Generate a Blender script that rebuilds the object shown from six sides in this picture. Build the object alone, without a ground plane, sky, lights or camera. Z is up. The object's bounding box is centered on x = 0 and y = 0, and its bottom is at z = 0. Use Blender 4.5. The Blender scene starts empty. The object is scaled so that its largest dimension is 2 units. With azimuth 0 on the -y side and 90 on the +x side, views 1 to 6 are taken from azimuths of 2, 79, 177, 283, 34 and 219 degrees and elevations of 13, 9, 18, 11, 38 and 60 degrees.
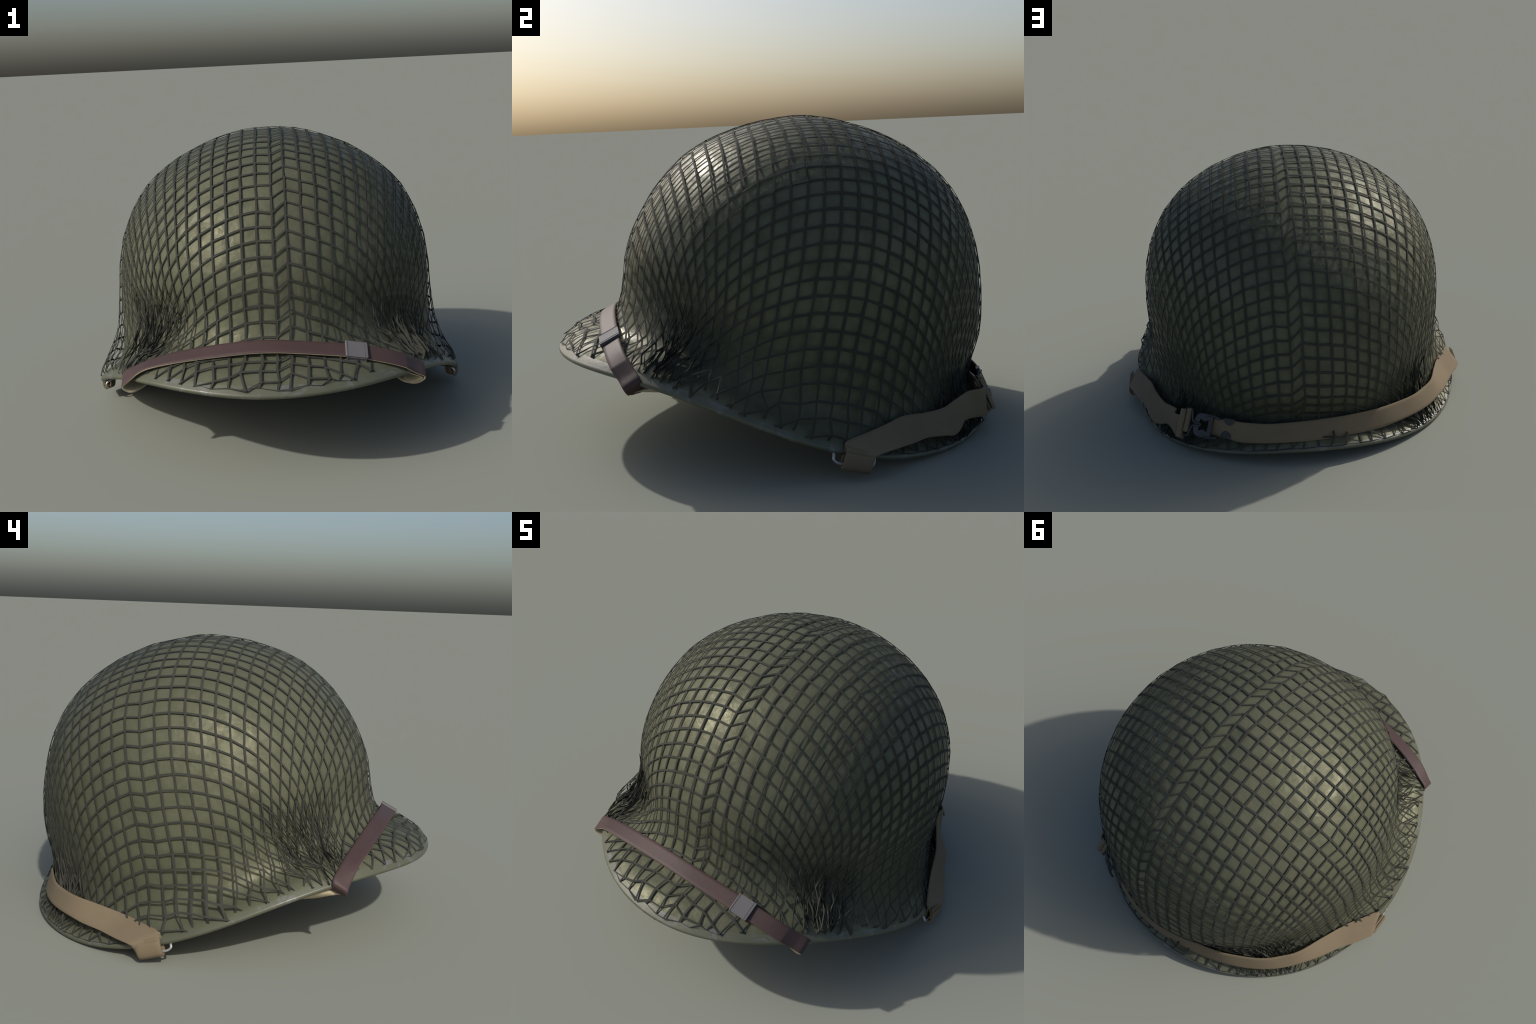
# Steel combat helmet with a draped camouflage net, a leather strap over the brim
# and a webbing chin strap folded round the back.  Everything is generated from
# profiles, curves and a small cloth relaxation.
import bpy, math, random
import numpy as np
from mathutils import Vector
from mathutils.bvhtree import BVHTree

rng = np.random.default_rng(7)
random.seed(7)

# ------------------------------------------------------------------ frame
TILT = math.radians(13.263)          # the helmet rests on its rear edge, brim up
CT, ST = math.cos(TILT), math.sin(TILT)
ORIGIN = np.array([-0.006, 0.0518, 0.5279])


def to_world(p):
    p = np.asarray(p, float)
    x, y, z = p[..., 0], p[..., 1], p[..., 2]
    return np.stack([ORIGIN[0] + x, ORIGIN[1] + CT * y + ST * z, ORIGIN[2] - ST * y + CT * z], -1)


# ------------------------------------------------------------------ shell profile
# Each level of the profile is a cosine series of the azimuth (0 = front).
NPHI = 240
PHI = np.linspace(-np.pi, np.pi, NPHI, endpoint=False)


def series(*coef):
    return sum(c * np.cos(k * PHI) for k, c in enumerate(coef))


APEX_Z = 0.870
r_top = series(0.209, -0.086, 0.006)
r_shoulder = series(0.636, -0.086, 0.007)
r_equator = series(0.811, -0.077, 0.024, -0.006)
r_wall = r_equator + series(-0.004, -0.013, 0.004, 0.003, 0.010)
r_rim = series(0.960, -0.034, 0.050, 0.016, 0.0, 0.003, -0.002)
z_rim = series(-0.3295, -0.018, 0.0495, -0.050, -0.003, -0.003)
r_join = r_rim - series(0.130, 0.0435, 0.0387)
z_join = z_rim + series(0.100, 0.0375, 0.022, 0.0, 0.008)
z_wall = z_join + series(0.145, 0.011)
r_brim = r_join + 0.62 * (r_rim - r_join)
z_brim = z_join + series(0.635, -0.15, 0.015) * (z_rim - z_join)
LEVEL_R = np.stack([0 * PHI, r_top, r_shoulder, r_equator, r_wall, r_join, r_brim, r_rim])
LEVEL_Z = np.stack([APEX_Z + 0 * PHI, 0.855 + 0 * PHI, 0.610 + 0 * PHI, 0.192 + 0 * PHI, z_wall, z_join, z_brim, z_rim])
KNOT = np.array([0, .18, .36, .52, .66, .77, .89, 1.0])


def spline(x, Y, xq):
    """natural cubic spline through rows of Y"""
    n = len(x)
    h = np.diff(x)
    A = np.zeros((n, n))
    W = np.zeros((n, n))
    A[0, 0] = A[-1, -1] = 1
    for i in range(1, n - 1):
        A[i, i - 1], A[i, i], A[i, i + 1] = h[i - 1], 2 * (h[i - 1] + h[i]), h[i]
        W[i, i - 1], W[i, i], W[i, i + 1] = 6 / h[i - 1], -6 / h[i - 1] - 6 / h[i], 6 / h[i]
    M = np.linalg.solve(A, W)
    k = np.clip(np.searchsorted(x, xq) - 1, 0, n - 2)
    a = (x[k + 1] - xq) / h[k]
    b = (xq - x[k]) / h[k]
    L = np.zeros((len(xq), n))
    q = np.arange(len(xq))
    L[q, k] += a
    L[q, k + 1] += b
    L += ((a**3 - a) * h[k]**2 / 6)[:, None] * M[k] + ((b**3 - b) * h[k]**2 / 6)[:, None] * M[k + 1]
    return L @ Y


NT = 150
T = np.linspace(0, 1, NT)
H2 = NPHI // 2
_x = np.concatenate([-KNOT[:0:-1], KNOT])
PR = spline(_x, np.concatenate([-np.roll(LEVEL_R[:0:-1], H2, 1), LEVEL_R]), T)     # (NT, NPHI)
PZ = spline(_x, np.concatenate([np.roll(LEVEL_Z[:0:-1], H2, 1), LEVEL_Z]), T)
PR[0] = 0


def ring_points(R, Z):
    return np.stack([R * np.sin(PHI), -R * np.cos(PHI), Z], -1)


OUT = ring_points(PR, PZ)
# shallow hammered unevenness of old steel
_d = (0.0016 * np.sin(7 * OUT[..., 0] + 3 * OUT[..., 1]) * np.sin(6 * OUT[..., 2] + 1.3)
      + 0.0010 * np.sin(13 * OUT[..., 1] - 5 * OUT[..., 2]) * np.sin(11 * OUT[..., 0]))


def grid_normals(P):
    dphi = np.roll(P, -1, 1) - np.roll(P, 1, 1)
    dt = np.gradient(P, axis=0)
    n = np.cross(dt, dphi)
    n /= np.linalg.norm(n, axis=-1, keepdims=True) + 1e-12
    n[0] = (0, 0, 1)
    return n


NRM = grid_normals(OUT)
if NRM[NT // 2, H2] @ OUT[NT // 2, H2] < 0:
    NRM = -NRM
    NRM[0] = (0, 0, 1)
OUT = OUT + NRM * (_d * np.clip(T * 6, 0, 1)[:, None])[..., None]


# ------------------------------------------------------------------ helpers
def link(ob, parent=None):
    bpy.context.scene.collection.objects.link(ob)
    if parent is not None:
        ob.parent = parent
    return ob


def mesh_object(name, verts, faces, mats, parent, smooth=True, face_mats=None, normals=None, sharp=None):
    me = bpy.data.meshes.new(name)
    me.from_pydata([tuple(v) for v in verts], [], [tuple(int(i) for i in f) for f in faces])
    for m in (mats if isinstance(mats, (list, tuple)) else [mats]):
        me.materials.append(m)
    me.polygons.foreach_set("use_smooth", [smooth] * len(me.polygons))
    if face_mats is not None:
        me.polygons.foreach_set("material_index", [int(i) for i in face_mats])
    me.update()
    if normals is not None:
        me.normals_split_custom_set_from_vertices([tuple(n) for n in normals])
    if sharp is not None:
        me.set_sharp_from_angle(angle=math.radians(sharp))
    return link(bpy.data.objects.new(name, me), parent)


def grid_faces(rows, cols, wrap=True, off=0, flip=False):
    f = []
    for i in range(rows - 1):
        for j in range(cols if wrap else cols - 1):
            k = (j + 1) % cols
            q = (off + i * cols + j, off + i * cols + k, off + (i + 1) * cols + k, off + (i + 1) * cols + j)
            f.append(q[::-1] if flip else q)
    return f


def catmull(P, n_per=8, closed=False):
    P = np.asarray(P, float)
    out = []
    N = len(P)
    for i in range(N if closed else N - 1):
        g = (lambda k: P[k % N]) if closed else (lambda k: P[min(max(k, 0), N - 1)])
        a, b, c, d = g(i - 1), g(i), g(i + 1), g(i + 2)
        for s in np.linspace(0, 1, n_per, endpoint=False):
            out.append(0.5 * (2 * b + (c - a) * s + (2 * a - 5 * b + 4 * c - d) * s**2 + (3 * b - a - 3 * c + d) * s**3))
    if not closed:
        out.append(P[-1])
    return np.array(out)


def tube(name, path, radius, mat, parent, seg=10, closed=False):
    P = np.asarray(path, float)
    n = len(P)
    tan = (np.roll(P, -1, 0) - np.roll(P, 1, 0)) if closed else np.gradient(P, axis=0)
    tan /= np.linalg.norm(tan, axis=1)[:, None]
    ref = np.array([0, 0, 1.0]) if abs(tan[0][2]) < .9 else np.array([1.0, 0, 0])
    u = np.cross(tan[0], ref)
    u /= np.linalg.norm(u)
    V = []
    for i in range(n):
        u = u - tan[i] * (u @ tan[i])
        u /= np.linalg.norm(u)
        w = np.cross(tan[i], u)
        for k in range(seg):
            a = 2 * np.pi * k / seg
            V.append(P[i] + radius * (np.cos(a) * u + np.sin(a) * w))
    F = grid_faces(n + (1 if closed else 0), seg, True)
    if closed:
        F = [tuple(i % (n * seg) for i in f) for f in F]
    else:
        F.append(tuple(range(seg)))
        F.append(tuple(range((n - 1) * seg, n * seg))[::-1])
    return mesh_object(name, V, F, mat, parent, sharp=50)


def band(name, A, B, thick, mats, parent, outward=None, across=5, crown=0.0):
    """A strap between two edge curves A (upper) and B (lower), with thickness and
    rounded edges.  Material 0 = outside, 1 = inside and edges."""
    A, B = np.asarray(A, float), np.asarray(B, float)
    n = len(A)
    C = (A + B) / 2
    tan = np.gradient(C, axis=0)
    nr = np.cross(tan, B - A)
    nr /= np.linalg.norm(nr, axis=1)[:, None]
    if outward is not None and (nr * outward(C)).sum() < 0:
        nr = -nr
    V, F, FM = [], [], []
    # cross-section: outer row (across+1), then inner row back
    s_out = np.linspace(0, 1, across + 1)
    prof = []
    e = 0.035
    for s in s_out:
        edge = min(s, 1 - s)
        h = thick / 2 * (0.45 if edge < 1e-6 else 1.0) + crown * 4 * s * (1 - s)
        prof.append((s, h))
    prof.insert(1, (e, thick / 2))
    prof.insert(-1, (1 - e, thick / 2))
    inner = [(s, -thick / 2 * (0.45 if min(s, 1 - s) < 1e-6 else 1.0) + crown * 4 * s * (1 - s)) for s, _ in prof[::-1]]
    loop = prof + inner
    m = len(loop)
    for i in range(n):
        for s, h in loop:
            V.append(A[i] * (1 - s) + B[i] * s + nr[i] * h)
    no = len(prof)
    for i in range(n - 1):
        for j in range(m):
            k = (j + 1) % m
            F.append((i * m + j, i * m + k, (i + 1) * m + k, (i + 1) * m + j))
            FM.append(0 if j < no - 1 else 1)
    F.append(tuple(range(m)))
    F.append(tuple(range((n - 1) * m, n * m))[::-1])
    FM += [1, 1]
    me = mesh_object(name, V, F, mats, parent, face_mats=FM if len(mats) > 1 else None)
    import bmesh
    bm = bmesh.new()
    bm.from_mesh(me.data)
    bmesh.ops.recalc_face_normals(bm, faces=bm.faces)
    bm.to_mesh(me.data)
    bm.free()
    me.data.set_sharp_from_angle(angle=math.radians(55))
    return me


def rounded_box(name, centre, ax, ay, az, size, mat, parent, bevel=0.003):
    """box with edges along ax, ay, az (unit vectors)"""
    import bmesh
    bm = bmesh.new()
    bmesh.ops.create_cube(bm, size=1.0)
    for v in bm.verts:
        p = np.array(centre) + np.array(ax) * v.co.x * size[0] + np.array(ay) * v.co.y * size[1] + np.array(az) * v.co.z * size[2]
        v.co = Vector(p)
    bmesh.ops.bevel(bm, geom=list(bm.edges), offset=bevel, segments=2, affect='EDGES', profile=0.6)
    bmesh.ops.recalc_face_normals(bm, faces=bm.faces)
    me = bpy.data.meshes.new(name)
    bm.to_mesh(me)
    bm.free()
    me.materials.append(mat)
    me.polygons.foreach_set("use_smooth", [True] * len(me.polygons))
    me.set_sharp_from_angle(angle=math.radians(40))
    return link(bpy.data.objects.new(name, me), parent)


def unit(v):
    v = np.asarray(v, float)
    return v / np.linalg.norm(v)


# ------------------------------------------------------------------ materials
class Mat:
    def __init__(self, name):
        self.m = bpy.data.materials.new(name)
        self.m.use_nodes = True
        self.t = self.m.node_tree
        self.b = self.t.nodes["Principled BSDF"]
        self.co = self.new("ShaderNodeTexCoord").outputs["Object"]

    def new(self, kind, **kw):
        n = self.t.nodes.new(kind)
        for k, v in kw.items():
            setattr(n, k, v)
        return n

    def link(self, a, b):
        self.t.links.new(a, b)

    def noise(self, scale, detail=4, rough=.55, dist=0.0, stretch=None):
        n = self.new("ShaderNodeTexNoise")
        n.inputs["Scale"].default_value = scale
        n.inputs["Detail"].default_value = detail
        n.inputs["Roughness"].default_value = rough
        n.inputs["Distortion"].default_value = dist
        co = self.co
        if stretch:
            mp = self.new("ShaderNodeMapping")
            mp.inputs["Scale"].default_value = stretch
            self.link(co, mp.inputs["Vector"])
            co = mp.outputs["Vector"]
        self.link(co, n.inputs["Vector"])
        return n.outputs["Fac"]

    def ramp(self, fac, stops, interp="LINEAR"):
        r = self.new("ShaderNodeValToRGB")
        r.color_ramp.interpolation = interp
        el = r.color_ramp.elements
        while len(el) < len(stops):
            el.new(0.5)
        for e, (p, c) in zip(el, stops):
            e.position = p
            e.color = (*c, 1) if len(c) == 3 else c
        self.link(fac, r.inputs["Fac"])
        return r.outputs["Color"]

    def mix(self, fac, a, b):
        m = self.new("ShaderNodeMix", data_type="RGBA")
        for s, v in ((m.inputs["Factor"], fac), (m.inputs["A"], a), (m.inputs["B"], b)):
            pass
        sock = {s.identifier: s for s in m.inputs}
        for ident, v in (("Factor_Float", fac), ("A_Color", a), ("B_Color", b)):
            if isinstance(v, (int, float)):
                sock[ident].default_value = v
            elif isinstance(v, tuple):
                sock[ident].default_value = (*v, 1)
            else:
                self.link(v, sock[ident])
        return {s.identifier: s for s in m.outputs}["Result_Color"]

    def grey(self, fac, lo, hi, p0=0.3, p1=0.7):
        return self.ramp(fac, [(p0, (lo,) * 3), (p1, (hi,) * 3)])

    def bump(self, h, strength, dist=0.01):
        b = self.new("ShaderNodeBump")
        b.inputs["Strength"].default_value = strength
        b.inputs["Distance"].default_value = dist
        self.link(h, b.inputs["Height"])
        self.link(b.outputs["Normal"], self.b.inputs["Normal"])

    def set(self, **kw):
        for k, v in kw.items():
            s = self.b.inputs[k.replace("_", " ")]
            if isinstance(v, (int, float)):
                s.default_value = v
            elif isinstance(v, tuple):
                s.default_value = (*v, 1)
            else:
                self.link(v, s)
        return self


def paint_colour(m):
    base = m.ramp(m.noise(5, 5, .6), [(.3, (.078, .082, .054)), (.7, (.093, .098, .065))])
    return m.mix(m.grey(m.noise(30, 4, .6), 0, .35, .5, .75), base, (.075, .077, .050))


mat = Mat("olive_painted_steel")
mat.set(Base_Color=paint_colour(mat), Roughness=mat.grey(mat.noise(8, 3, .6), .40, .54, .38, .62), Specular_IOR_Level=mat.grey(mat.noise(17, 4, .6), .44, .14, .42, .64), Specular_Tint=(1, .98, .70))
mat.bump(mat.noise(17, 3, .5), .34, .014)
PAINT = mat.m

mat = Mat("worn_rim_paint")
wear = mat.ramp(mat.noise(10, 4, .65, .8), [(.56, (0, 0, 0)), (.63, (.8, .8, .8))])
mat.set(Base_Color=mat.mix(wear, paint_colour(mat), (.120, .126, .118)), Roughness=mat.mix(wear, (.45,) * 3, (.34,) * 3),
        Metallic=0.0)
mat.bump(mat.noise(40, 3, .6), .12, .006)
RIM_PAINT = mat.m

mat = Mat("dark_olive_liner")
mat.set(Base_Color=mat.ramp(mat.noise(8, 4), [(.3, (.045, .047, .03)), (.7, (.06, .06, .038))]), Roughness=.7)
LINER = mat.m

mat = Mat("dark_net_cloth")
mat.set(Base_Color=mat.ramp(mat.noise(14, 3), [(.3, (.0365, .038, .0318)), (.7, (.045, .0465, .0392))]), Roughness=.8, Specular_IOR_Level=.15)
mat.bump(mat.noise(260, 2), .2, .002)
NET = mat.m

mat = Mat("brown_leather")
grain = mat.noise(55, 4, .6)
mat.set(Base_Color=mat.mix(mat.grey(grain, 0, .6), mat.ramp(mat.noise(4, 4), [(.3, (.056, .034, .033)), (.7, (.065, .040, .038))]), (.050, .030, .029)),
        Roughness=.58, Specular_IOR_Level=.32)
mat.bump(grain, .08, .003)
LEATHER = mat.m

mat = Mat("beige_leather_back")
mat.set(Base_Color=mat.ramp(mat.noise(30, 4), [(.3, (.34, .29, .19)), (.7, (.42, .36, .25))]), Roughness=.8)
SUEDE = mat.m

mat = Mat("tan_webbing")
weave = mat.new("ShaderNodeTexWave", wave_type="BANDS", bands_direction="Z")
weave.inputs["Scale"].default_value = 60
weave.inputs["Distortion"].default_value = 1.0
mat.link(mat.co, weave.inputs["Vector"])
mat.set(Base_Color=mat.ramp(mat.noise(3.5, 4), [(.3, (.152, .120, .078)), (.7, (.180, .142, .093))]), Roughness=.85, Specular_IOR_Level=.2)
mat.bump(weave.outputs["Fac"], .06, .002)
WEBBING = mat.m

mat = Mat("bare_steel_wire")
mat.set(Base_Color=mat.ramp(mat.noise(20), [(.3, (.36, .355, .36)), (.7, (.46, .45, .46))]), Roughness=.42, Metallic=.55)
WIRE = mat.m

mat = Mat("grey_clasp_metal")
mat.set(Base_Color=mat.ramp(mat.noise(12), [(.3, (.105, .102, .107)), (.7, (.122, .118, .124))]), Roughness=.65, Metallic=0.0, Specular_IOR_Level=.25)
CLASP = mat.m

mat = Mat("blackened_buckle_metal")
mat.set(Base_Color=mat.ramp(mat.noise(15), [(.3, (.036, .036, .041)), (.7, (.048, .048, .054))]), Roughness=.45, Metallic=.3)
BLACK = mat.m

# ------------------------------------------------------------------ object tree
helmet = link(bpy.data.objects.new("army_helmet", None))
helmet["label"] = "olive steel army helmet with dark net, leather strap and tan chin strap"
helmet["category"] = "helmet"

# ------------------------------------------------------------------ steel shell
THICK = 0.016
RIM_ROW = int(0.955 * NT)
W_OUT = to_world(OUT)
W_NRM = to_world(NRM) - ORIGIN


def cap_rows(rows, nrm, flip=False):
    """polar grid to a mesh with one pole vertex"""
    V = [rows[0, 0]] + list(rows[1:].reshape(-1, 3))
    N = [nrm[0, 0]] + list(nrm[1:].reshape(-1, 3))
    F = []
    for j in range(NPHI):
        F.append((0, 1 + j, 1 + (j + 1) % NPHI))
    F += [tuple(i for i in f[::-1]) for f in grid_faces(len(rows) - 1, NPHI, True, 1)]
    if flip:
        F = [f[::-1] for f in F]
        N = [-n for n in N]
    return V, F, N


def facing(F, V, N):
    f = F[len(F) // 2]
    a, b, c = (np.array(V[i]) for i in f[:3])
    return np.cross(b - a, c - a) @ np.array(N[f[0]]) > 0


V, F, N = cap_rows(W_OUT[:RIM_ROW + 1], W_NRM[:RIM_ROW + 1])
F = [f if (np.cross(np.array(V[f[1]]) - V[f[0]], np.array(V[f[2]]) - V[f[0]]) @ N[f[0]]) > 0 else f[::-1] for f in F]
mesh_object("steel_shell", V, F, PAINT, helmet, normals=N)

# rim: last bare band of the brim, a rolled bead and the return underneath
rim_rows = list(W_OUT[RIM_ROW:])
rim_nrm = list(W_NRM[RIM_ROW:])
tan_out = W_OUT[-1] - W_OUT[-4]
tan_out /= np.linalg.norm(tan_out, axis=1)[:, None]
BEAD = 0.0125
centre = W_OUT[-1] - W_NRM[-1] * BEAD
for a in np.radians(np.arange(18, 270, 18)):
    d = np.cos(a) * W_NRM[-1] + np.sin(a) * tan_out
    rim_rows.append(centre + d * BEAD)
    rim_nrm.append(d)
for k in range(NT - 2, RIM_ROW - 8, -6):
    rim_rows.append(W_OUT[k] - W_NRM[k] * THICK)
    rim_nrm.append(-W_NRM[k])
V = np.array(rim_rows).reshape(-1, 3)
N = np.array(rim_nrm).reshape(-1, 3)
F = grid_faces(len(rim_rows), NPHI)
F = [f if (np.cross(V[f[1]] - V[f[0]], V[f[2]] - V[f[0]]) @ N[f[0]]) > 0 else f[::-1] for f in F]
mesh_object("rim", V, F, RIM_PAINT, helmet, normals=N)

# inside skin and the fibre liner
for nm, depth, m, last in (("shell_inside", THICK, PAINT, RIM_ROW + 2), ("liner", 0.055, LINER, int(.80 * NT))):
    rows = (W_OUT - W_NRM * depth)[:last:3]
    V, F, N = cap_rows(rows, -W_NRM[:last:3])
    F = [f if (np.cross(np.array(V[f[1]]) - V[f[0]], np.array(V[f[2]]) - V[f[0]]) @ N[f[0]]) > 0 else f[::-1] for f in F]
    mesh_object(nm, V, F, m, helmet)

# seam of the rolled rim, a short dark gap at the front of the bead
tube("rim_seam", [centre[H2] + W_NRM[-1, H2] * BEAD * 1.05 - tan_out[H2] * .026, centre[H2] + tan_out[H2] * BEAD * 1.03,
                  centre[H2] - W_NRM[-1, H2] * BEAD * 1.02], 0.0032, BLACK, helmet, seg=6)

# ------------------------------------------------------------------ the net
CELL = 0.0695
TAPE = 0.072               # half width of a tape as a fraction of a cell
LIFT = 0.0088
# drape surface: the shell, bridged over the hollow between crown and brim
ang = np.abs(np.degrees(PHI))
bridge = np.interp(ang, [0, 44, 56, 68, 84, 97, 112, 180], [.0, .02, .14, .38, .44, .20, .04, .02])
DR, DZ = PR.copy(), PZ.copy()
for j in range(NPHI):
    best, kb = -1e9, None
    k0 = int(.40 * NT)
    # tangent point from the rim up to the crown
    dr = PR[k0:NT - 12, j] - PR[-1, j]
    dz = PZ[k0:NT - 12, j] - PZ[-1, j]
    kb = k0 + int(np.argmin(np.arctan2(-dr, dz)))
    s = (T[kb:] - T[kb]) / (1 - T[kb])
    hr = PR[kb, j] + s * (PR[-1, j] - PR[kb, j])
    hz = PZ[kb, j] + s * (PZ[-1, j] - PZ[kb, j])
    DR[kb:, j] += bridge[j] * (hr - PR[kb:, j])
    DZ[kb:, j] += bridge[j] * (hz - PZ[kb:, j])
DRAPE = ring_points(DR, DZ)
DN = grid_normals(DRAPE)
if DN[NT // 2, H2] @ DRAPE[NT // 2, H2] < 0:
    DN = -DN
DN[0] = (0, 0, 1)
# continue below the rim so that the relaxation has a surface to lie on
SKIRT = 24
skirt = np.stack([DRAPE[-1] + np.array([0, 0, -1.0]) * (0.025 * (k + 1)) for k in range(SKIRT)])
FULL = np.concatenate([DRAPE, skirt])
FN = np.concatenate([DN, np.repeat(DN[-1:], SKIRT, 0)])
arc = np.concatenate([[np.zeros(NPHI)], np.cumsum(np.linalg.norm(np.diff(FULL, axis=0), axis=2), 0)])
RIM_ARC = arc[NT - 1]
bv = FULL.reshape(-1, 3)
bvh = BVHTree.FromPolygons([tuple(v) for v in bv], grid_faces(len(FULL), NPHI))

M = 30
I, J = np.meshgrid(np.arange(-M, M + 1), np.arange(-M, M + 1), indexing="ij")
S = I.shape
C0 = M                                            # index of the middle column and row
X = np.zeros((*S, 3))


def on_surface(p):
    return np.array(bvh.find_nearest(tuple(p))[0])


def walk(start, direction, axis, count):
    """equal steps along the section of the drape surface with a plane axis = const"""
    pts, p, prev = [], np.array(start), None
    d = unit(direction)
    for _ in range(count):
        q = p + d * CELL
        for _ in range(6):
            q = on_surface(q)
            q[axis] = start[axis]
            q = p + unit(q - p) * CELL
        q = on_surface(q)
        d = unit(q - p)
        pts.append(q)
        p = q
    return pts


# the two halves of the net are shifted against each other along the middle column
JOG = 0.66 * CELL
x_left, x_right = 0.036 - CELL * .40, 0.036 + CELL * .40
for ci, x, shift in ((C0, x_left, 0.0), (C0 + 1, x_right, JOG)):
    start = on_surface((x, 0.10 + shift, 1.2))
    start[0] = x
    X[ci, C0] = start
    X[ci, C0 + 1:] = walk(start, (0, 1, 0), 0, M)
    X[ci, :C0] = walk(start, (0, -1, 0), 0, M)[::-1]
X[C0 + 2:, C0] = walk(X[C0 + 1, C0], (1, 0, 0), 1, M - 1)
X[:C0, C0] = walk(X[C0, C0], (-1, 0, 0), 1, M)[::-1]

# fish-net construction: every new knot lies one cell from its two neighbours
LEAST = 0.08 * CELL
for ci, si, ni in ((C0 + 1, 1, M - 1), (C0, -1, M)):
    for sj in (1, -1):
        for total in range(2, ni + M + 1):
            ii = np.array([k for k in range(max(1, total - M), min(ni, total - 1) + 1)])
            jj = total - ii
            a = X[ci + si * (ii - 1), C0 + sj * jj]
            b = X[ci + si * ii, C0 + sj * (jj - 1)]
            d = X[ci + si * (ii - 1), C0 + sj * (jj - 1)]
            p = a + b - d
            # keep clear of a complete collapse
            for _ in range(7):
                for q in (a, b):
                    v = p - q
                    p = q + v * (CELL / (np.linalg.norm(v, axis=1, keepdims=True) + 1e-9)) * .5 + v * .5
                v = p - d
                ln = np.linalg.norm(v, axis=1, keepdims=True) + 1e-9
                p = d + v / ln * np.maximum(ln, .3 * CELL)
                p = np.array([on_surface(q) for q in p])
            X[ci + si * ii, C0 + sj * jj] = p


def project(X):
    flat = X.reshape(-1, 3)
    P = np.empty_like(flat)
    idx = np.empty(len(flat), int)
    for n, p in enumerate(flat):
        loc, nr, i, d = bvh.find_nearest(p.tolist())
        P[n] = loc
        idx[n] = i
    return P.reshape(X.shape), idx.reshape(X.shape[:2])


def pull(a, b, rest, stiff):
    d = b - a
    ln = np.linalg.norm(d, axis=-1, keepdims=True) + 1e-9
    err = ln - rest
    c = 0.5 * np.where(err > 0, stiff, stiff * .8) * err * d / ln
    a += c
    b -= c


def open_cells(X, a, b, way):
    d = b - a
    ln = np.linalg.norm(d, axis=-1, keepdims=True) + 1e-9
    c = 0.25 * np.where(ln < LEAST, ln - LEAST, 0) * d / ln
    if way == 0:
        X[:-1, :-1] += c
        X[1:, 1:] -= c
    else:
        X[1:, :-1] += c
        X[:-1, 1:] -= c


def relax(X, iters):
    """cloth relaxation: cells may shear and crumple but not stretch or close up"""
    for it in range(iters):
        for o in (0, 1):
            na = (S[0] - o) // 2
            pull(X[o:o + 2 * na:2], X[o + 1:o + 2 * na:2], CELL, .5)
            pull(X[:, o:o + 2 * na:2], X[:, o + 1:o + 2 * na:2], CELL, .5)
        open_cells(X, X[:-1, :-1].copy(), X[1:, 1:].copy(), 0)
        open_cells(X, X[1:, :-1].copy(), X[:-1, 1:].copy(), 1)
        X, _ = project(X)
    return X


X = relax(X, 2)
# the seam column is pulled crooked: its two edges slide against each other
slide = np.gradient(X, axis=1)
X[C0] -= slide[C0] * (.13 + .05 * np.sin(np.arange(S[1]) * 1.3))[:, None]
X[C0 + 1] += slide[C0 + 1] * (.16 + .06 * np.sin(np.arange(S[1]) * .9 + 1))[:, None]
# a slack fold down the left side, where one column of cells hangs lower
for i in range(1, C0 - 5):
    k = min(1.0, (C0 - 5 - i) / 6) * .24
    for dj in range(1, 7):
        X[i, C0 + 1 - dj] += (X[i - 1, C0 + 1 - dj] - X[i, C0 + 1 - dj]) * k * (1 - (dj - 1) / 6)
P, idx = project(X)
row = np.minimum(idx // NPHI, len(FULL) - 2)
col = idx % NPHI
base = FULL[row, col]
step = FULL[row + 1, col] - base
frac = np.clip(((P - base) * step).sum(-1) / (step**2).sum(-1), 0, 1)
to_rim = RIM_ARC[col] - (arc[row, col] + frac * np.linalg.norm(step, axis=-1))     # > 0 above the rim
nrm = FN[row, col] * (1 - frac[..., None]) + FN[row + 1, col] * frac[..., None]
nrm /= np.linalg.norm(nrm, axis=-1, keepdims=True)

# how far each knot's cells have collapsed
eu = np.gradient(P, axis=0)
ev = np.gradient(P, axis=1)
cosang = np.abs((eu * ev).sum(-1)) / (np.linalg.norm(eu, axis=-1) * np.linalg.norm(ev, axis=-1) + 1e-9)
crush = np.clip((cosang - .66) / .26, 0, 1)
low = np.clip((0.42 - to_rim) / .25, 0, 1)
lift = LIFT + rng.normal(0, .0012, S) + crush * low * (0.010 + rng.normal(0, .010, S)) + low * np.abs(rng.normal(0, .004, S))
lift = np.clip(lift, .004, .07)
# torn ends standing up behind the left ear
stand = (P[..., 0] < -.1) & (P[..., 1] > .15) & (to_rim < .08) & (to_rim > .02)
lift = lift + np.where(stand, np.clip(np.abs(rng.normal(0, .011, S)), 0, .022), 0)
dive_at = np.where(P[..., 1] > .15, .008, np.where(np.abs(P[..., 0]) < .38, .006, .017)) + rng.normal(0, .009, S)
dive = np.clip((dive_at - to_rim) / .028, 0, 1)
lift = lift * (1 - dive) - 0.012 * dive
KNOTS = P + nrm * lift[..., None]
jit = rng.normal(0, 1, P.shape) * (.0014 + .004 * crush * low + .0030 * low + .0050 * np.clip((.20 - to_rim) / .12, 0, 1))[..., None]
jit -= nrm * (jit * nrm).sum(-1, keepdims=True)
KNOTS += jit
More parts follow.
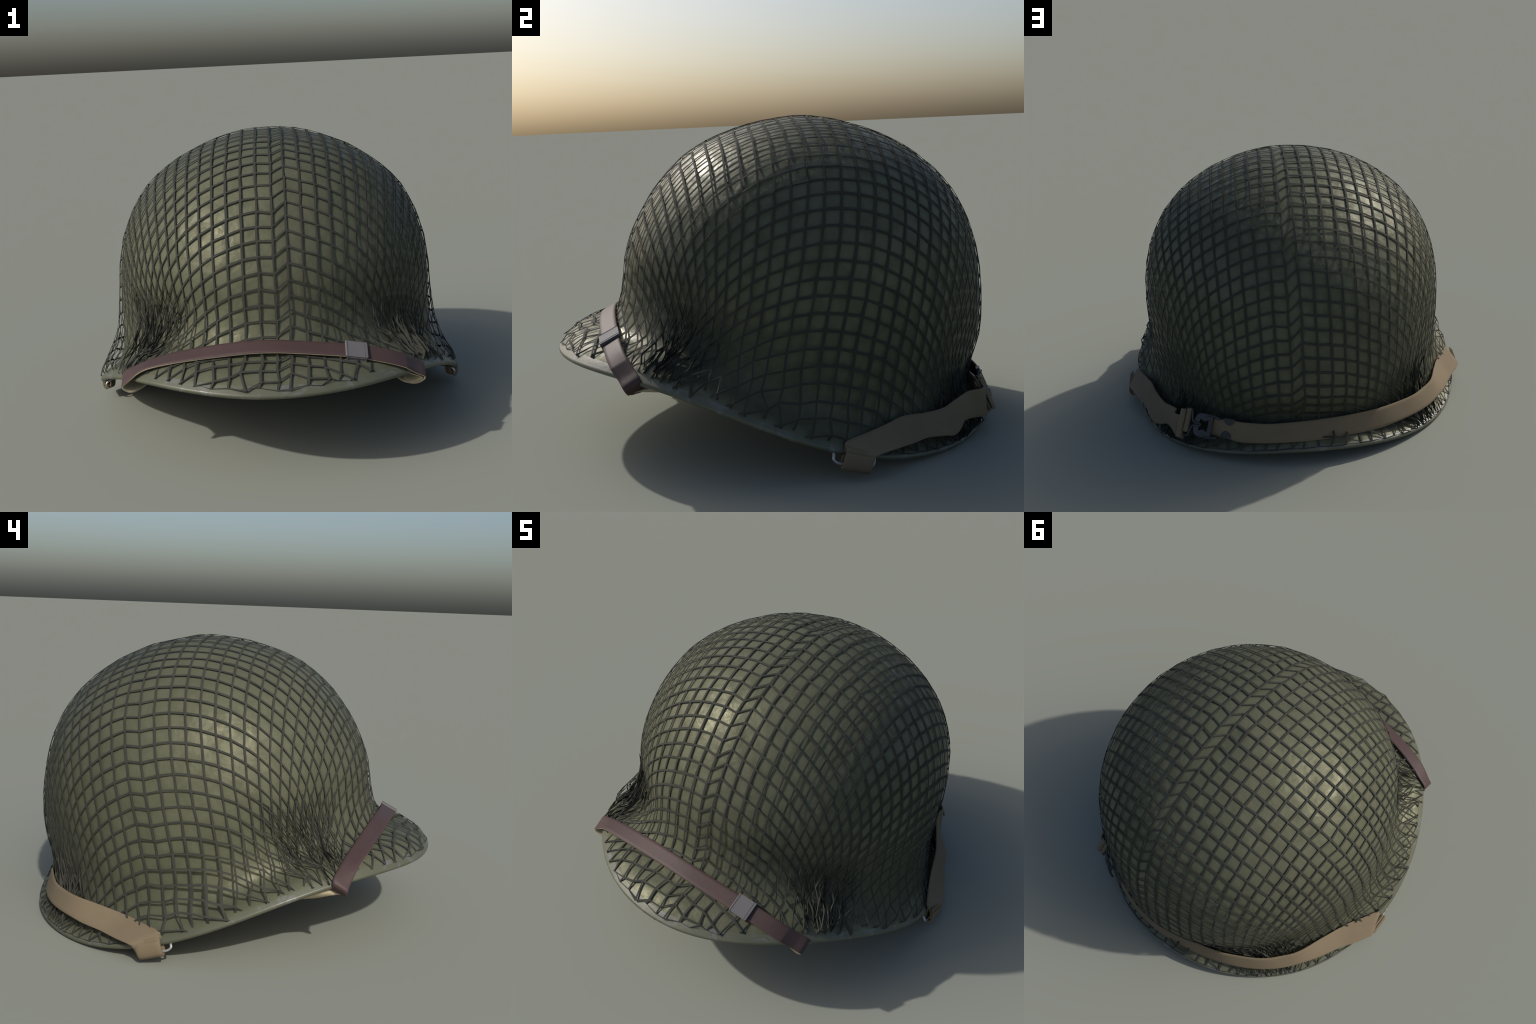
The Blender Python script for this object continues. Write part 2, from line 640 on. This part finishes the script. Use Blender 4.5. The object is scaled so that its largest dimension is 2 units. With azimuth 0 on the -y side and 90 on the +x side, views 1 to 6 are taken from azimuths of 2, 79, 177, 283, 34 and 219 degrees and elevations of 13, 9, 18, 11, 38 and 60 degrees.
# ends below the edge turn in under the bead
inward = -np.stack([np.sin(PHI), -np.cos(PHI), 0 * PHI], -1)[col]
under = to_rim < 0.004
rimp = FULL[NT - 1, col]
KNOTS[under] = (rimp + inward * (0.016 + .02 * rng.random(S))[..., None] - np.array([0, 0, 1]) * 0.012)[under]
# at the nape the last knots lie on the bead itself
nape = (to_rim < .010) & (P[..., 1] > .20)
rt = OUT[-1] - OUT[-4]
rt /= np.linalg.norm(rt, axis=1)[:, None]
edge = (OUT[-1] + NRM[-1] * .0025)[col] + rt[col] * (.010 * rng.random(S) - .004)[..., None]
KNOTS[nape] = edge[nape]
# on the peak they end a little short of it
peak = (to_rim < .012) & (P[..., 1] < 0) & (np.abs(P[..., 0]) < .36)
short = OUT[NT - 5] + NRM[NT - 5] * .004
KNOTS[peak] = (short[col] + rt[col] * (rng.normal(.004, .007, S))[..., None])[peak]

# ------------------------------------------------------------------ leather strap across the brim
def outward_from_axis(C):
    d = C - np.array([0, 0.1, 0.55])
    return d



def lean(points, centre_off=None):
    return catmull(points, 8)


def clear_of_net(ctr, wid, width, least):
    """lift the middle of a strap until its whole width clears the draped net"""
    inv = np.array([[1, 0, 0], [0, CT, -ST], [0, ST, CT]])
    out = ctr.copy()
    tan = np.gradient(ctr, axis=0)
    nr = np.cross(tan, wid)
    nr /= np.linalg.norm(nr, axis=1)[:, None]
    nr[nr[:, 2] < 0] *= -1
    need = np.zeros(len(ctr))
    for i, c in enumerate(ctr):
        for s in (-.45, -.2, 0, .2, .45):
            p = inv @ (c + wid[i] * width * s - ORIGIN)
            loc, n, k, d = bvh.find_nearest(tuple(p))
            side = np.dot(p - np.array(loc), FN[min(k // NPHI, len(FN) - 1), k % NPHI])
            need[i] = max(need[i], least - (d if side > 0 else -d))
    sm = np.array([need[max(0, i - 3):i + 4].max() for i in range(len(need))])
    sm = np.convolve(np.pad(sm, 4, mode="edge"), np.ones(9) / 9, "valid")
    return out + nr * sm[:, None]


STRAP_W = 0.079
over = catmull([(-.615, -.668, .413), (-.564, -.683, .440), (-.449, -.707, .472), (-.259, -.737, .507), (-.075, -.761, .527),
                (.113, -.770, .520), (.287, -.763, .493), (.455, -.748, .454), (.545, -.735, .428)], 8)
over_w = catmull([(.06, -.96, -.18), (.06, -.97, -.16), (.05, -.95, -.29), (0, -.91, -.41), (0, -.90, -.43),
                  (0, -.91, -.41), (-.03, -.90, -.42), (-.06, -.86, -.50), (-.06, -.88, -.46)], 8)
over_w /= np.linalg.norm(over_w, axis=1)[:, None]
over = clear_of_net(over, over_w, STRAP_W, .011)
left = catmull([(-.605, -.535, .345), (-.625, -.60, .338), (-.655, -.637, .334), (-.680, -.646, .346), (-.694, -.653, .368), (-.674, -.657, .390), over[0]], 8)[:-1]
left_w = catmull([(.85, -.50, -.10), (.45, -.85, -.25), (.10, -.92, -.38), (.03, -.90, -.42), (.03, -.88, -.46), (.05, -.87, -.48), over_w[0]], 8)[:-1]
right = catmull([over[-1], (.595, -.715, .404), (.633, -.700, .380), (.626, -.688, .357), (.592, -.678, .340), (.548, -.655, .345), (.535, -.56, .352)], 8)[1:]
right_w = catmull([over_w[-1], (-.08, -.86, -.49), (-.05, -.87, -.48), (-.05, -.89, -.45), (-.10, -.91, -.40), (-.40, -.86, -.28), (-.85, -.50, -.1)], 8)[1:]
ctr = np.concatenate([left, over, right])
wid = np.concatenate([left_w, over_w, right_w])
wid /= np.linalg.norm(wid, axis=1)[:, None]


def strap_band(name, ctr, wid, width, thick, mats, parent, outward):
    return band(name, ctr - wid * width / 2, ctr + wid * width / 2, thick, mats, parent, outward=outward)


mid_axis = np.array([0, -.1, .1])
strap = strap_band("leather_strap", ctr, wid, STRAP_W, .010, [LEATHER, SUEDE], helmet, lambda C: np.where(np.abs(C[:, :1]) < .5, C - mid_axis, 0))
# tails: the strap runs on under the brim towards the rear
for side, pts, ws in ((-1, [(-.650, -.632, .334), (-.680, -.585, .328), (-.700, -.50, .305), (-.700, -.40, .300), (-.66, -.28, .33)],
                       [(.10, -.92, -.38), (.60, -.72, -.3), (.88, -.40, -.2), (.97, -.1, .1), (.97, 0, .2)]),
                      (1, [(.590, -.675, .336), (.640, -.625, .350), (.670, -.53, .342), (.680, -.42, .335), (.65, -.28, .35)],
                       [(-.10, -.91, -.40), (-.6, -.72, -.3), (-.88, -.40, -.2), (-.97, -.1, .1), (-.97, 0, .2)])):
    w = catmull(ws, 8)
    w /= np.linalg.norm(w, axis=1)[:, None]
    strap_band("strap_tail", catmull(pts, 8), w, .07, .009, [SUEDE, LEATHER], strap, lambda C: np.array([0, 0, -1.0]) + 0 * C)
# second ply of leather inside the right-hand loop
ply_c = catmull([(.52, -.725, .422), (.575, -.708, .398), (.622, -.697, .376), (.614, -.690, .361), (.587, -.680, .350), (.55, -.66, .353)], 8)
ply_w = np.repeat([unit((-.07, -.88, -.46))], len(ply_c), 0)
strap_band("strap_ply", ply_c, ply_w, .078, .009, [LEATHER, SUEDE], strap, lambda C: C - np.array([.56, -.69, .37]))

# clasp: a folded plate with two raised bars
k = int(np.argmin(np.abs(ctr[:, 0] - .343) + (np.abs(np.arange(len(ctr)) - len(ctr) / 2) > len(over)) * 9))
along = unit(ctr[k + 2] - ctr[k - 2])
across = wid[k]
up = unit(np.cross(along, across))
if up[2] < 0:
    up = -up
c = ctr[k] + up * .006
clasp = rounded_box("clasp", c, along, across, up, (.088, .086, .011), CLASP, helmet, .0025)
rounded_box("clasp_bar", c + along * .0385 + up * .0035, along, across, up, (.013, .086, .008), CLASP, clasp, .0015)
tube("clasp_bar", [c - along * .043 - across * .045, c - along * .043, c - along * .043 + across * .045], .0068, CLASP, clasp, seg=10)
rounded_box("clasp_flange", c + across * .0425 - up * .009, along, across, up, (.082, .006, .018), CLASP, clasp, .002)

# ------------------------------------------------------------------ webbing chin strap round the back
axis_out = lambda C: C - np.array([0, .1, 0]) * [1, 1, 1] - np.stack([0 * C[:, 0], 0 * C[:, 0], C[:, 2]], 1)


def webbing(name, pairs, parent):
    A = catmull([p[0] for p in pairs], 6)
    B = catmull([p[1] for p in pairs], 6)
    return band(name, A, B, .010, [WEBBING], parent, outward=axis_out, across=6)


long_strap = webbing("webbing_strap", [
    ((-.927, .073, .068), (-.927, .185, .038)), ((-.930, .080, .088), (-.936, .193, .062)), ((-.918, .088, .118), (-.945, .203, .083)),
    ((-.896, .095, .147), (-.943, .225, .093)), ((-.855, .18, .156), (-.905, .30, .095)), ((-.81, .268, .165), (-.848, .395, .097)),
    ((-.755, .42, .178), (-.795, .505, .10)), ((-.702, .575, .190), (-.737, .60, .105)), ((-.64, .663, .192), (-.675, .685, .108)),
    ((-.57, .738, .193), (-.595, .762, .109)), ((-.468, .805, .195), (-.487, .834, .108)), ((-.354, .863, .198), (-.367, .888, .102)),
    ((-.20, .910, .202), (-.205, .938, .106)), ((-.05, .930, .202), (-.05, .966, .108)), ((.08, .933, .199), (.09, .970, .110)),
    ((.19, .928, .198), (.205, .956, .107)), ((.30, .905, .202), (.315, .925, .103)), ((.365, .882, .206), (.378, .898, .112)), ((.420, .858, .206), (.430, .870, .116)), ((.462, .838, .206), (.470, .850, .120))], helmet)
short_strap = webbing("webbing_strap", [
    ((.927, .073, .072), (.927, .180, .045)), ((.930, .080, .090), (.936, .188, .066)), ((.916, .086, .118), (.940, .195, .083)),
    ((.893, .092, .143), (.935, .215, .091)), ((.85, .19, .152), (.90, .295, .092)), ((.815, .285, .166), (.862, .38, .091)),
    ((.790, .365, .182), (.828, .45, .092)), ((.758, .46, .172), (.800, .54, .080)), ((.713, .56, .166), (.775, .59, .068)), ((.678, .625, .180), (.735, .635, .078)), ((.645, .69, .196), (.700, .665, .094)),
    ((.640, .72, .204), (.675, .71, .094)), ((.645, .765, .208), (.645, .782, .086)), ((.612, .800, .210), (.612, .815, .086))], helmet)

# loops of webbing round the steel wires, with a short stitched lip
for sx, lo, yr, strap_ob, wy0, wy1 in ((-1, (.173, .026), .112, long_strap, .030, .205), (1, (.168, .030), .110, short_strap, .030, .200)):
    a = unit((0, -.955, .295))                   # along the wire, forwards
    o = np.array([sx * 1.0, 0, 0])
    d = unit(np.cross(a, o)) * (1 if np.cross(a, o)[2] < 0 else -1)
    mid = np.array([sx * .925, (.173 + .065) / 2 + .004, .068 if sx < 0 else .064])
    prof = [(.004, -.055), (.0095, -.035), (.014, -.012), (.011, .012), (.000, .024), (-.014, .020), (-.020, .004), (-.019, -.03), (-.016, -.06)]
    prof = catmull([(x, y, 0) for x, y in prof], 5)
    A = [mid + o * p[0] + d * p[1] + a * .057 for p in prof]
    B = [mid + o * p[0] + d * p[1] - a * .057 for p in prof]
    band("webbing_loop", A, B, .008, [WEBBING], strap_ob, outward=lambda C, m=mid, d=d: C - m + d * .02)
    # outer lip lying on the strap
    lip = catmull([(.0155, -.040, 0), (.019, -.028, 0), (.0205, -.006, 0), (.016, .016, 0), (.004, .029, 0)], 5)
    A = [mid + o * p[0] + d * p[1] + a * .058 for p in lip]
    B = [mid + o * p[0] + d * p[1] - a * .058 for p in lip]
    band("webbing_lip", A, B, .009, [WEBBING], strap_ob, outward=lambda C, m=mid, d=d: C - m + d * .02)
    # wire bail hanging from the rim
    e0 = mid + a * .093 - o * .004
    e1 = mid - a * .074 - o * .004
    path = catmull([e0 - d * .028 - o * .032, e0 - d * .010 - o * .008, e0 + d * .002, e0 - a * .018 + d * .012, e0 - a * .05 + d * .013,
                    (e0 + e1) / 2 + d * .013, e1 + a * .04 + d * .013, e1 + a * .016 + d * .010, e1 + a * .006 - d * .004, e1 - d * .02 - o * .012, e1 - d * .04 - o * .035], 6)
    tube("wire_bail", path, .0055, WIRE, helmet, seg=10)

# hook and buckle behind the right ear
bk = np.array([.498, .846, .170])
ba = unit((-.205, .098, -.012))                 # towards the long strap
bu = unit((-.03, -.035, .100))
bn = unit(np.cross(ba, bu))
if bn[1] < 0:
    bn = -bn


def at(u, v, n=0.0):
    return bk + ba * u + bu * v + bn * n


# end of the short strap: two rolls of webbing round the hook
for u0, v0, v1, n0, r in ((-.122, -.080, .062, .008, .0135), (-.092, -.048, .070, .002, .0125)):
    ring = [at(u0 + r * .9 * math.cos(t), 0, n0 + r * math.sin(t)) for t in np.linspace(0, 2 * math.pi, 15)[:-1]]
    sleeve_t = [at(u0 + r * .9 * math.cos(t), v1, n0 + r * math.sin(t)) for t in np.radians(np.arange(-150, 171, 20))]
    sleeve_b = [at(u0 + r * .9 * math.cos(t), v0, n0 + r * math.sin(t)) for t in np.radians(np.arange(-150, 171, 20))]
    band("webbing_roll", sleeve_t, sleeve_b, .007, [WEBBING], short_strap, outward=lambda C, q=at(u0, 0, n0): C - q)
for sv in (1, -1):
    hook = catmull([at(-.096, sv * .066, 0), at(-.084, sv * .066, .004), at(-.075, sv * .058, .006), at(-.068, sv * .036, .008), at(-.060, sv * .013, .010),
                    at(-.045, sv * .008, .013), at(-.030, sv * .007, .015), at(-.012, sv * .003, .013)], 6)
    tube("hook_wire", hook, .0055, BLACK, helmet, seg=8)

# buckle frame: a plate with a rounded end and a notched opening
import bmesh
bm = bmesh.new()
outer, inner = [], []
NS = 40
for q in range(NS):
    t = 2 * math.pi * q / NS
    cx, cy = math.cos(t), math.sin(t)
    pw = 2 / 3.2 if cx < 0 else 2 / 9.0
    ou = .044 * math.copysign(abs(cx)**pw, cx)
    ov = .058 * math.copysign(abs(cy)**pw, cy)
    iu = .008 + .024 * math.copysign(abs(cx)**(2 / 9), cx)
    iv = .031 * math.copysign(abs(cy)**(2 / 9), cy) * (1.0 - .38 * max(0, 1 - abs(iu - .008) / .022))
    outer.append((ou, ov))
    inner.append((iu, iv))
rows = []
for loop, n in ((outer, -.004), (outer, .004), (inner, .004), (inner, -.004)):
    rows.append([bm.verts.new(Vector(at(u - .008, v, n + .006))) for u, v in loop])
for r in range(4):
    for q in range(NS):
        bm.faces.new((rows[r][q], rows[r][(q + 1) % NS], rows[(r + 1) % 4][(q + 1) % NS], rows[(r + 1) % 4][q]))
bmesh.ops.recalc_face_normals(bm, faces=bm.faces)
me = bpy.data.meshes.new("buckle_frame")
bm.to_mesh(me)
bm.free()
me.materials.append(BLACK)
buckle = link(bpy.data.objects.new("buckle_frame", me), helmet)
# upper and lower wings reaching over the strap edges
for sv in (1, -1):
    tube("buckle_wing", catmull([at(.012, sv * .055, .008), at(.040, sv * .054, .010), at(.066, sv * .051, .010), at(.082, sv * .046, .008)], 5), .0065, BLACK, buckle, seg=8)
tube("buckle_bar", [at(.038, -.050, .006), at(.038, 0, .006), at(.038, .050, .006)], .0075, BLACK, buckle, seg=8)

# half-round metal clips on both edges of the long strap
for sv, uu in ((1, .130), (-1, .118)):
    j = int(np.argmin([np.linalg.norm(np.array(v.co) - at(uu, 0, 0)) for v in long_strap.data.vertices]))
    bm = bmesh.new()
    ctr_c = at(uu, sv * .050, .0)
    # follow the strap surface: find its local frame
    seat = BVHTree.FromPolygons([tuple(v.co) for v in long_strap.data.vertices], [tuple(p.vertices) for p in long_strap.data.polygons])
    far = ctr_c + bn * .1
    loc, nn, _, _ = seat.find_nearest(tuple(at(uu, sv * .030, .03)))
    nn = np.array(nn)
    ta = unit(ba - nn * (ba @ nn))
    tu = np.cross(nn, ta)
    tu = tu if tu[2] > 0 else -tu
    c0 = np.array(loc) + tu * sv * (.0145)
    pts = [(.027 * math.cos(t), -sv * .027 * math.sin(t)) for t in np.linspace(0, math.pi, 17)] + [(-.026, sv * .006), (.026, sv * .006)]
    top = [bm.verts.new(Vector(c0 + ta * u + tu * v + nn * .0035)) for u, v in pts]
    bot = [bm.verts.new(Vector(c0 + ta * u + tu * v - nn * .013)) for u, v in pts]
    bm.faces.new(top)
    bm.faces.new(bot[::-1])
    for q in range(len(pts)):
        bm.faces.new((top[q], top[(q + 1) % len(pts)], bot[(q + 1) % len(pts)], bot[q]))
    bmesh.ops.recalc_face_normals(bm, faces=bm.faces)
    me = bpy.data.meshes.new("strap_clip")
    bm.to_mesh(me)
    bm.free()
    me.materials.append(BLACK)
    link(bpy.data.objects.new("strap_clip", me), long_strap)

# ------------------------------------------------------------------ net mesh: one tape frame per cell
crumple = (crush * low)
keep = np.zeros((S[0] - 1, S[1] - 1), bool)
for di in (0, 1):
    for dj in (0, 1):
        keep |= to_rim[di:S[0] - 1 + di, dj:S[1] - 1 + dj] > 0.022
KW = to_world(KNOTS)
# the net runs underneath the straps: press the knots in where a strap lies over them
for ob, reach in ((strap, .045), (long_strap, .05), (short_strap, .05)):
    tree = BVHTree.FromPolygons([tuple(v.co) for v in ob.data.vertices], [tuple(p.vertices) for p in ob.data.polygons])
    for i in range(S[0]):
        for j in range(S[1]):
            n = to_world(nrm[i, j]) - ORIGIN
            p = KW[i, j]
            hit = tree.ray_cast(Vector(p - n * .05), Vector(n), .05 + reach)
            if hit[0] is None:
                near = tree.find_nearest(Vector(p), .016)
                if near[0] is not None:
                    KW[i, j] = p - n * max(0, min(.008, lift[i, j] - .003))
                continue
            depth = (np.array(hit[0]) - p) @ n
            if depth < .006:
                KW[i, j] = p + n * max(depth - .008, -max(0, lift[i, j] - .002))
NW = to_world(nrm) - ORIGIN
DEPTH = 0.0016
V, F = [], []
node_id = {}


def node(i, j):
    if (i, j) not in node_id:
        node_id[(i, j)] = len(V)
        V.append(KW[i, j])
        V.append(KW[i, j] - NW[i, j] * DEPTH)
    return node_id[(i, j)]


# where the cloth bunches at the four corners of the net it lies in folds: a second ply, shifted half a cell
FOLD_ZONE = (crush > .50) & (to_rim < .34)
shift = np.zeros_like(KW)
shift[:-1, :-1] = (KW[1:, :-1] + KW[:-1, 1:] - 2 * KW[:-1, :-1]) * .25
FOLD = KW + shift + NW * (0.001 + .003 * rng.random(S))[..., None] + rng.normal(0, .0035, KW.shape)
PLIES = [(KW, keep), (FOLD, keep & FOLD_ZONE[:-1, :-1] & (to_rim[:-1, :-1] > .03))]
for KW, use in PLIES:
    node_id.clear()
    for i in range(S[0] - 1):
        for j in range(S[1] - 1):
            if not use[i, j]:
                continue
            q = [(i, j), (i + 1, j), (i + 1, j + 1), (i, j + 1)]
            c = np.array([KW[a] for a in q])
            if max(np.linalg.norm(c[k] - c[k - 1]) for k in range(4)) > 2.2 * CELL:
                continue
            nn = np.array([NW[a] for a in q])
            torn = math.exp(-float(((c.mean(0) - (-.875, -.11, .32)) ** 2).sum()) / .085 ** 2)      # stretched patch over the left side
            w = TAPE * (1 + rng.normal(0, .12, 4)) * (1 + 1.5 * torn * rng.random(4))
            o = [node(*a) for a in q]
            inn = []
            for (a, b) in ((w[0], w[1]), (1 - w[2], w[1]), (1 - w[2], 1 - w[3]), (w[0], 1 - w[3])):
                wt = np.array([(1 - a) * (1 - b), a * (1 - b), a * b, (1 - a) * b])
                n = unit(wt @ nn)
                p = wt @ c + n * rng.normal(0, 1) * (0.0006 + .0040 * crumple[i, j])
                inn.append(len(V))
                V.append(p)
                V.append(p - n * DEPTH)
            for k in range(4):
                l = (k + 1) % 4
                F.append((o[k], o[l], inn[l], inn[k]))
                F.append((o[l] + 1, o[k] + 1, inn[k] + 1, inn[l] + 1))
                F.append((inn[k], inn[l], inn[l] + 1, inn[k] + 1))
net = mesh_object("camouflage_net", V, F, NET, helmet, smooth=False)
